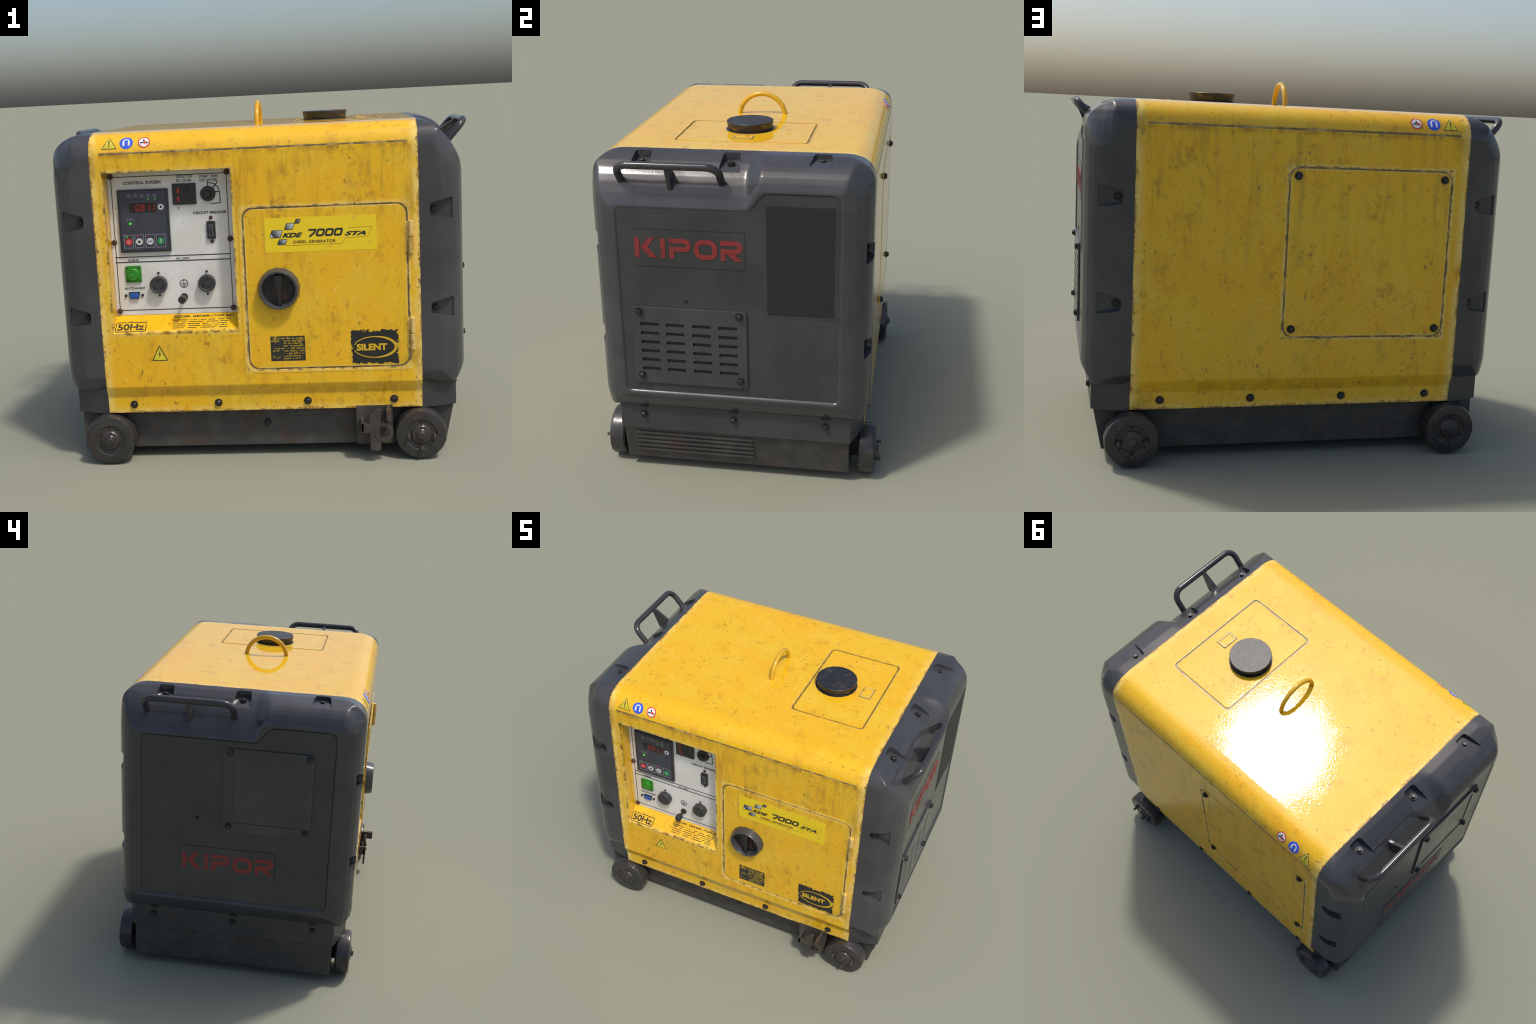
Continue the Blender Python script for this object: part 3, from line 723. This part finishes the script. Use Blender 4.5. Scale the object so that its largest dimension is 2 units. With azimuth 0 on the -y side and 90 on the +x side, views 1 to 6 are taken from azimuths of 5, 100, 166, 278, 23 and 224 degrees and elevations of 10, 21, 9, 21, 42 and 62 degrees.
# display unit
NAVY = plain('display_body', (.042, .046, .062), .35); NAVY2 = plain('display_bezel', (.024, .025, .030), .4)
d = box('display', -.652, -.408, 1.031, 1.332, .016, NAVY2, .004)
box('display_face', -.640, -.419, 1.042, 1.322, .0175, NAVY, 0, d)
KEYW, KEYG, KEYR = plain('key_white', (.55, .55, .55)), plain('key_green', (.02, .28, .08)), plain('key_red', (.55, .02, .02))
LEDG = plain('led_green', (.10, .75, .05), .3); LEDR = plain('led_red', (.42, .014, .012), .3); GREY = plain('key_frame', (.16, .17, .19)); LCD = plain('lcd_window', (.020, .014, .014), .2)
def dot(name, u, v, r, d0, d1, mat, n=16, par=None): return slab(name, circle(u, v, r, n), 'front', po + d0, po + d1, mat, par or d)
for i in range(5):
    u = -.594 + .0308 * i
    stroke('indicator', [circle(u, 1.302, .0085, 14)], .0025, 'front', po + .017, po + .0182, GREY, d, True)
    dot('indicator', u, 1.302, .004, .017, .0183, GREY, 10)
    dot('indicator', u, 1.285, .0035, .017, .0185, LEDG if i > 2 else LCD, 8)
box('lcd_window', -.596, -.466, 1.222, 1.267, .0182, LCD, 0, d)
SEG = {'0': 'abcdef', '8': 'abcdefg', '1': 'bc'}
bm = bmesh.new()
for ch, u in (('0', -.563), ('8', -.538), ('1', -.513), ('1', -.488)):
    w, h = .014, .028; b = 1.231
    sg = {'a': ((0, h), (w, h)), 'b': ((w, h), (w, h / 2)), 'c': ((w, h / 2), (w, 0)), 'd': ((0, 0), (w, 0)), 'e': ((0, 0), (0, h / 2)), 'f': ((0, h / 2), (0, h)), 'g': ((0, h / 2), (w, h / 2))}
    for s in SEG[ch]:
        (a0, b0), (a1, b1) = sg[s]; e = .0016; L = math.hypot(a1 - a0, b1 - b0); fx, fz = (a1 - a0) / L * e, (b1 - b0) / L * e
        add_ribbon(bm, [(u + a0 + fx, b + b0 + fz), (u + a1 - fx, b + b1 - fz)], .004, 'front', po + .018, po + .0188)
finish(bm, 'digit', LEDR, d, 30)
dot('key', -.444, 1.246, .014, .017, .0195, KEYW); dot('key', -.444, 1.246, .006, .019, .0200, LCD, 10)
text('panel_text', 'RUN', (-.614, -.578, 1.186, 1.196), 'front', po + .0176, GREY, d, thick=.0006, bold=.02)
dot('indicator', -.596, 1.171, .007, .017, .020, LEDG, 12)
for u, km, led in ((-.609, KEYR, LEDG), (-.558, KEYW, LEDR), (-.506, KEYW, LEDR), (-.454, KEYG, None)):
    stroke('key_frame', [rect(u - .021, u + .021, 1.054, 1.116)], .004, 'front', po + .017, po + .0185, GREY, d, True)
    dot('key', u, 1.083, .0165, .017, .0195, km)
    if led: box('indicator', u - .012, u - .003, 1.105, 1.110, .0184, led, 0, d)
    if km == KEYR: stroke('key_mark', [circle(u, 1.083, .006, 10)], .002, 'front', po + .019, po + .0200, KEYW, d, True)
    elif km == KEYG: box('key_mark', u - .002, u + .002, 1.076, 1.094, .0200, KEYW, 0, d)
    elif u < -.53: dot('key_mark', u, 1.083, .0065, .019, .0200, LCD, 8)
    else: box('key_mark', u - .011, u + .011, 1.080, 1.087, .0200, GREY, 0, d)
# low-voltage socket, key switch, breaker
SOCK = plain('socket_black', (.022, .021, .021), .35)
s = box('socket_block', -.387, -.275, 1.251, 1.351, .010, SOCK, .002)
for v in (1.318, 1.279): box('indicator', -.364, -.354, v - .011, v + .011, .0115, LEDR, 0, s)
box('socket_slot_patch', -.323, -.306, 1.308, 1.338, .0108, LCD, 0, s); box('socket_slot_patch', -.329, -.291, 1.268, 1.278, .0108, LCD, 0, s)  # dark plates laid on the block stand in for slots
lathe('key_switch', [(.036, -.001), (.036, .010), (.032, .016), (.018, .017), (.016, .030), (.013, .034), (0, .034)], 18, (-.219, -po, 1.298), '-y', SOCK, cp, 30)
stroke('panel_line', [[(-.219, 1.334), (-.219, 1.366)], [(-.196, 1.322), (-.176, 1.346), (-.176, 1.366)], [(-.186, 1.305), (-.163, 1.305)],
                      [(-.219, 1.350), (-.190, 1.344), (-.170, 1.326), (-.163, 1.300), (-.163, 1.252), (-.208, 1.250)]], .0045, 'front', po, po + .0008, LINE, cp)
b = box('circuit_breaker', -.233, -.192, 1.083, 1.167, .012, SOCK, .002)
stroke('breaker_frame', [rect(-.221, -.205, 1.100, 1.150)], .003, 'front', po + .0115, po + .0135, GREY, b, True)
box('breaker_lever', -.219, -.207, 1.122, 1.148, .022, NAVY, .002, b)
for z in (1.184, 1.071): lathe('panel_screw', [(.009, -.001), (.009, .004), (0, .006)], 8, (-.212, -po, z), '-y', SCREW, cp)
# lower bay: green terminal, serial port, two outlets, earth post
GREEN = plain('green_plastic', (.025, .22, .015), .4); BLUE = plain('blue_plastic', (.02, .10, .42), .4)
gt = box('terminal', -.640, -.562, .884, .965, .008, GREEN, .002, None, .008)
lathe('terminal', [(.030, .006), (.030, .015), (.026, .018), (0, .018)], 16, (-.601, -po, .924), '-y', GREEN, gt)
lathe('terminal', [(.007, .017), (.007, .021), (0, .022)], 10, (-.604, -po, .922), '-y', plain('green_light', (.05, .33, .03), .3), gt)
for u in (-.630, -.572):
    for v in (.894, .955): lathe('panel_screw', [(.005, .007), (.005, .0095), (0, .010)], 6, (u, -po, v), '-y', SCREW, gt)
slab('serial_port', round_poly([(-.624, .804), (-.582, .804), (-.575, .837), (-.631, .837)], .004), 'front', po - .001, po + .009, SOCK, cp, .001)
slab('serial_port', round_poly([(-.621, .808), (-.585, .808), (-.579, .833), (-.627, .833)], .004), 'front', po, po + .012, BLUE, cp)
for u in (-.645, -.564): lathe('serial_screw', [(.007, -.001), (.007, .006), (0, .007)], 8, (u, -po, .820), '-y', SOCK, cp)
OUTL = plain('outlet_grey', (.038, .038, .040), .35)
for u in (-.480, -.247):
    ol = lathe('power_outlet', [(.042, -.001), (.042, .026), (.040, .030), (.036, .0315), (.033, .0305), (.031, .029), (0, .029)], 20, (u, -po, .871), '-y', OUTL, cp, 30)
    for a in range(3):
        pth = [(u + .021 * math.cos(math.radians(60 + 120 * a + k)), .871 + .021 * math.sin(math.radians(60 + 120 * a + k))) for k in range(0, 61, 15)]
        stroke('outlet_slot_patch', [pth], .007, 'front', po + .0285, po + .0295, LCD, ol)  # dark arcs laid on the outlet face stand in for slots
    for z in (.926, .816): lathe('panel_screw', [(.006, -.001), (.006, .004), (0, .005)], 8, (u, -po, z), '-y', SCREW, cp)
stroke('earth_mark', [circle(-.360, .870, .019, 20)], .0035, 'front', po, po + .0008, LINE, cp, True)
for a, b2 in (((-.360, .886), (-.360, .870)), ((-.374, .870), (-.346, .870)), ((-.370, .863), (-.350, .863)), ((-.365, .857), (-.355, .857))):
    stroke('earth_mark', [[a, b2]], .003, 'front', po, po + .0008, LINE, cp)
lathe('earth_post', [(.018, -.001), (.018, .006), (.008, .008), (.008, .045), (.019, .047), (.019, .075), (.016, .079), (0, .079)], 14, (-.362, -po, .805), '-y', SOCK, cp, 30)

# sloping sill below the panel carries two printed labels (coordinates along the slope)
S0, S1 = Vector((YP, .722)), Vector((YF, .6498))
sd = (S0 - S1).normalized(); sn = Vector((sd.y * -1, sd.x)); sn = sn if sn.y > 0 else -sn
FACES['sill'] = lambda u, v, o: (u, S1.x + sd.x * v + sn.x * o, S1.y + sd.y * v + sn.y * o)
BW2 = worn_label('worn_sill_print', (.028, .024, .014), (.60, .36, .02), .56, .62, 55)
SL = (S0 - S1).length
# the recess cutter's sill is a straight line from (-.70, .600) to (YP, .722); follow it
c0, c1 = Vector((-.70, .600)), Vector((YP, .722))
sd = (c1 - c0).normalized(); sn = Vector((-sd.y, sd.x)); k = (YF - c0.x) / sd.x; S1 = c0 + sd * k; SL = (c1 - S1).length
stroke('frequency_frame', [rrect(-.693, -.547, .010, .066, .008, 3)], .004, 'sill', -.001, .001, BW2, housing, True)
text('frequency_text', '50Hz', (-.685, -.555, .018, .058), 'sill', 0, BW2, housing, thick=.001, bold=.03)
text('notice_text', 'DIESEL GENERATOR SET', (-.410, -.122, SL - .024, SL - .012), 'sill', 0, BW2, housing, thick=.001, bold=.03)
for r in range(5):
    v = SL - .040 - .012 * r; u = -.418
    bm = bmesh.new()
    while u < -.15:
        w = random.uniform(.02, .07); add_prism(bm, rect(u, min(u + w, -.14), v - .0018, v + .0018), 'sill', -.001, .0008); u += w + random.uniform(.006, .02)
    finish(bm, 'notice_text', BW2, housing)
# shock-hazard triangle
TY = plain('sign_yellow', (.70, .58, .03))
tr = round_poly([(-.523, .515), (-.444, .515), (-.4835, .592)], .004, 2)
t = slab('warning_triangle', tr, 'front', -YF - .001, -YF + .0007, BLACK, housing)
slab('warning_triangle', [(-.516, .519), (-.451, .519), (-.4835, .583)], 'front', -YF, -YF + .0014, TY, t)
slab('warning_bolt', [(-.479, .566), (-.490, .545), (-.484, .545), (-.488, .526), (-.477, .550), (-.483, .550)], 'front', -YF, -YF + .002, BLACK, t)

# ------------------------------------------------------------------ safety signs wrapped round the shoulders
SEC = [Vector(p) for p in CORNER]; SEC_S = [0.0]
for a, b in zip(SEC, SEC[1:]): SEC_S.append(SEC_S[-1] + (b - a).length)
def on_shoulder(x, s, off, side):
    """x along the body, s down the rounded shoulder from the top, lifted by off."""
    i = max(0, min(len(SEC) - 2, sum(1 for q in SEC_S if q <= s) - 1))
    a, b = SEC[i], SEC[i + 1]; t = (s - SEC_S[i]) / (SEC_S[i + 1] - SEC_S[i]); p = a + (b - a) * t
    d = (b - a).normalized(); n = Vector((-d.y, d.x)); n = n if n.x > 0 else -n
    q = p + n * off
    return (x, Y0 + side * q.x, q.y)
SC = 0.128
def decal(name, polys, off, mat, side, cx, parent):
    bm = bmesh.new()
    for P in polys:
        vs = [bm.verts.new((u, v, 0)) for u, v in P]; bm.faces.new(vs)
    bmesh.ops.triangulate(bm, faces=bm.faces)
    for s in SEC_S + [SC + .008 * k for k in range(-6, 7)]:
        bmesh.ops.bisect_plane(bm, geom=bm.verts[:] + bm.edges[:] + bm.faces[:], plane_co=(0, SC - s, 0), plane_no=(0, 1, 0))
    r = bmesh.ops.extrude_face_region(bm, geom=bm.faces[:]); top = {e for e in r['geom'] if isinstance(e, bmesh.types.BMVert)}
    for v in bm.verts:
        u = v.co.x * (1 if side < 0 else -1)
        v.co = on_shoulder(cx + u, SC - v.co.y, off if v in top else -.001, side)
    return finish(bm, name, mat, parent, 60)
def ringpoly(r0, r1, n=24):
    return [[(r0 * math.cos(a), r0 * math.sin(a)), (r1 * math.cos(a), r1 * math.sin(a)), (r1 * math.cos(b), r1 * math.sin(b)), (r0 * math.cos(b), r0 * math.sin(b))]
            for a, b in ((2 * math.pi * i / n, 2 * math.pi * (i + 1) / n) for i in range(n))]
SB, SW, SR = worn_label('sign_blue', (.03, .09, .62), (.30, .32, .62), .62, .72, 60), plain('sign_white', (.74, .72, .70)), plain('sign_red', (.62, .04, .03))
TB = plain('sign_outline', (.09, .075, .02))
for side in (-1, 1):
    t = decal('warning_triangle', [[(-.036, -.029), (.036, -.029), (0, .034)]], .0009, TB, side, -.657, housing)
    decal('warning_triangle', [[(-.030, -.0255), (.030, -.0255), (0, .027)]], .0015, TY, side, -.657, t)
    decal('exclamation_mark', [[(-.003, -.008), (.003, -.008), (.004, .014), (-.004, .014)], [(-.003, -.019), (.003, -.019), (.003, -.013), (-.003, -.013)]], .0020, TB, side, -.657, t)
    t = decal('ear_protection_sign', [circle(0, 0, .0315, 24)], .0009, SB, side, -.576, housing)
    arch = [[(.017 * math.cos(a), .004 + .017 * math.sin(a)), (.010 * math.cos(a), .004 + .011 * math.sin(a)), (.010 * math.cos(b), .004 + .011 * math.sin(b)), (.017 * math.cos(b), .004 + .017 * math.sin(b))]
            for a, b in ((math.pi * i / 10, math.pi * (i + 1) / 10) for i in range(10))]
    decal('ear_protection_sign', arch + [rect(-.017, -.008, -.016, .004), rect(.008, .017, -.016, .004)], .0015, SW, side, -.576, t)
    t = decal('no_fire_sign', [circle(0, 0, .0285, 24)], .0009, SW, side, -.493, housing)
    decal('no_fire_sign', ringpoly(.0235, .0285), .0015, SR, side, -.493, t)
    decal('no_fire_sign', [rect(-.018, .018, -.006, 0), [(-.006, .004), (.004, .004), (.002, .014), (-.004, .014)]], .0015, BLACK, side, -.493, t)
    decal('no_fire_sign', [rect(.000, .013, -.008, .003)], .0020, SR, side, -.493, t)

# ------------------------------------------------------------------ area-weighted normals keep big flat faces flat
for ob in [o for o in COL.objects if o.type == 'MESH' and o.data.users == 1]:
    if len(ob.data.polygons) < 20000:
        m = ob.modifiers.new('w', 'WEIGHTED_NORMAL'); m.keep_sharp = True; m.weight = 90
        bake(ob)
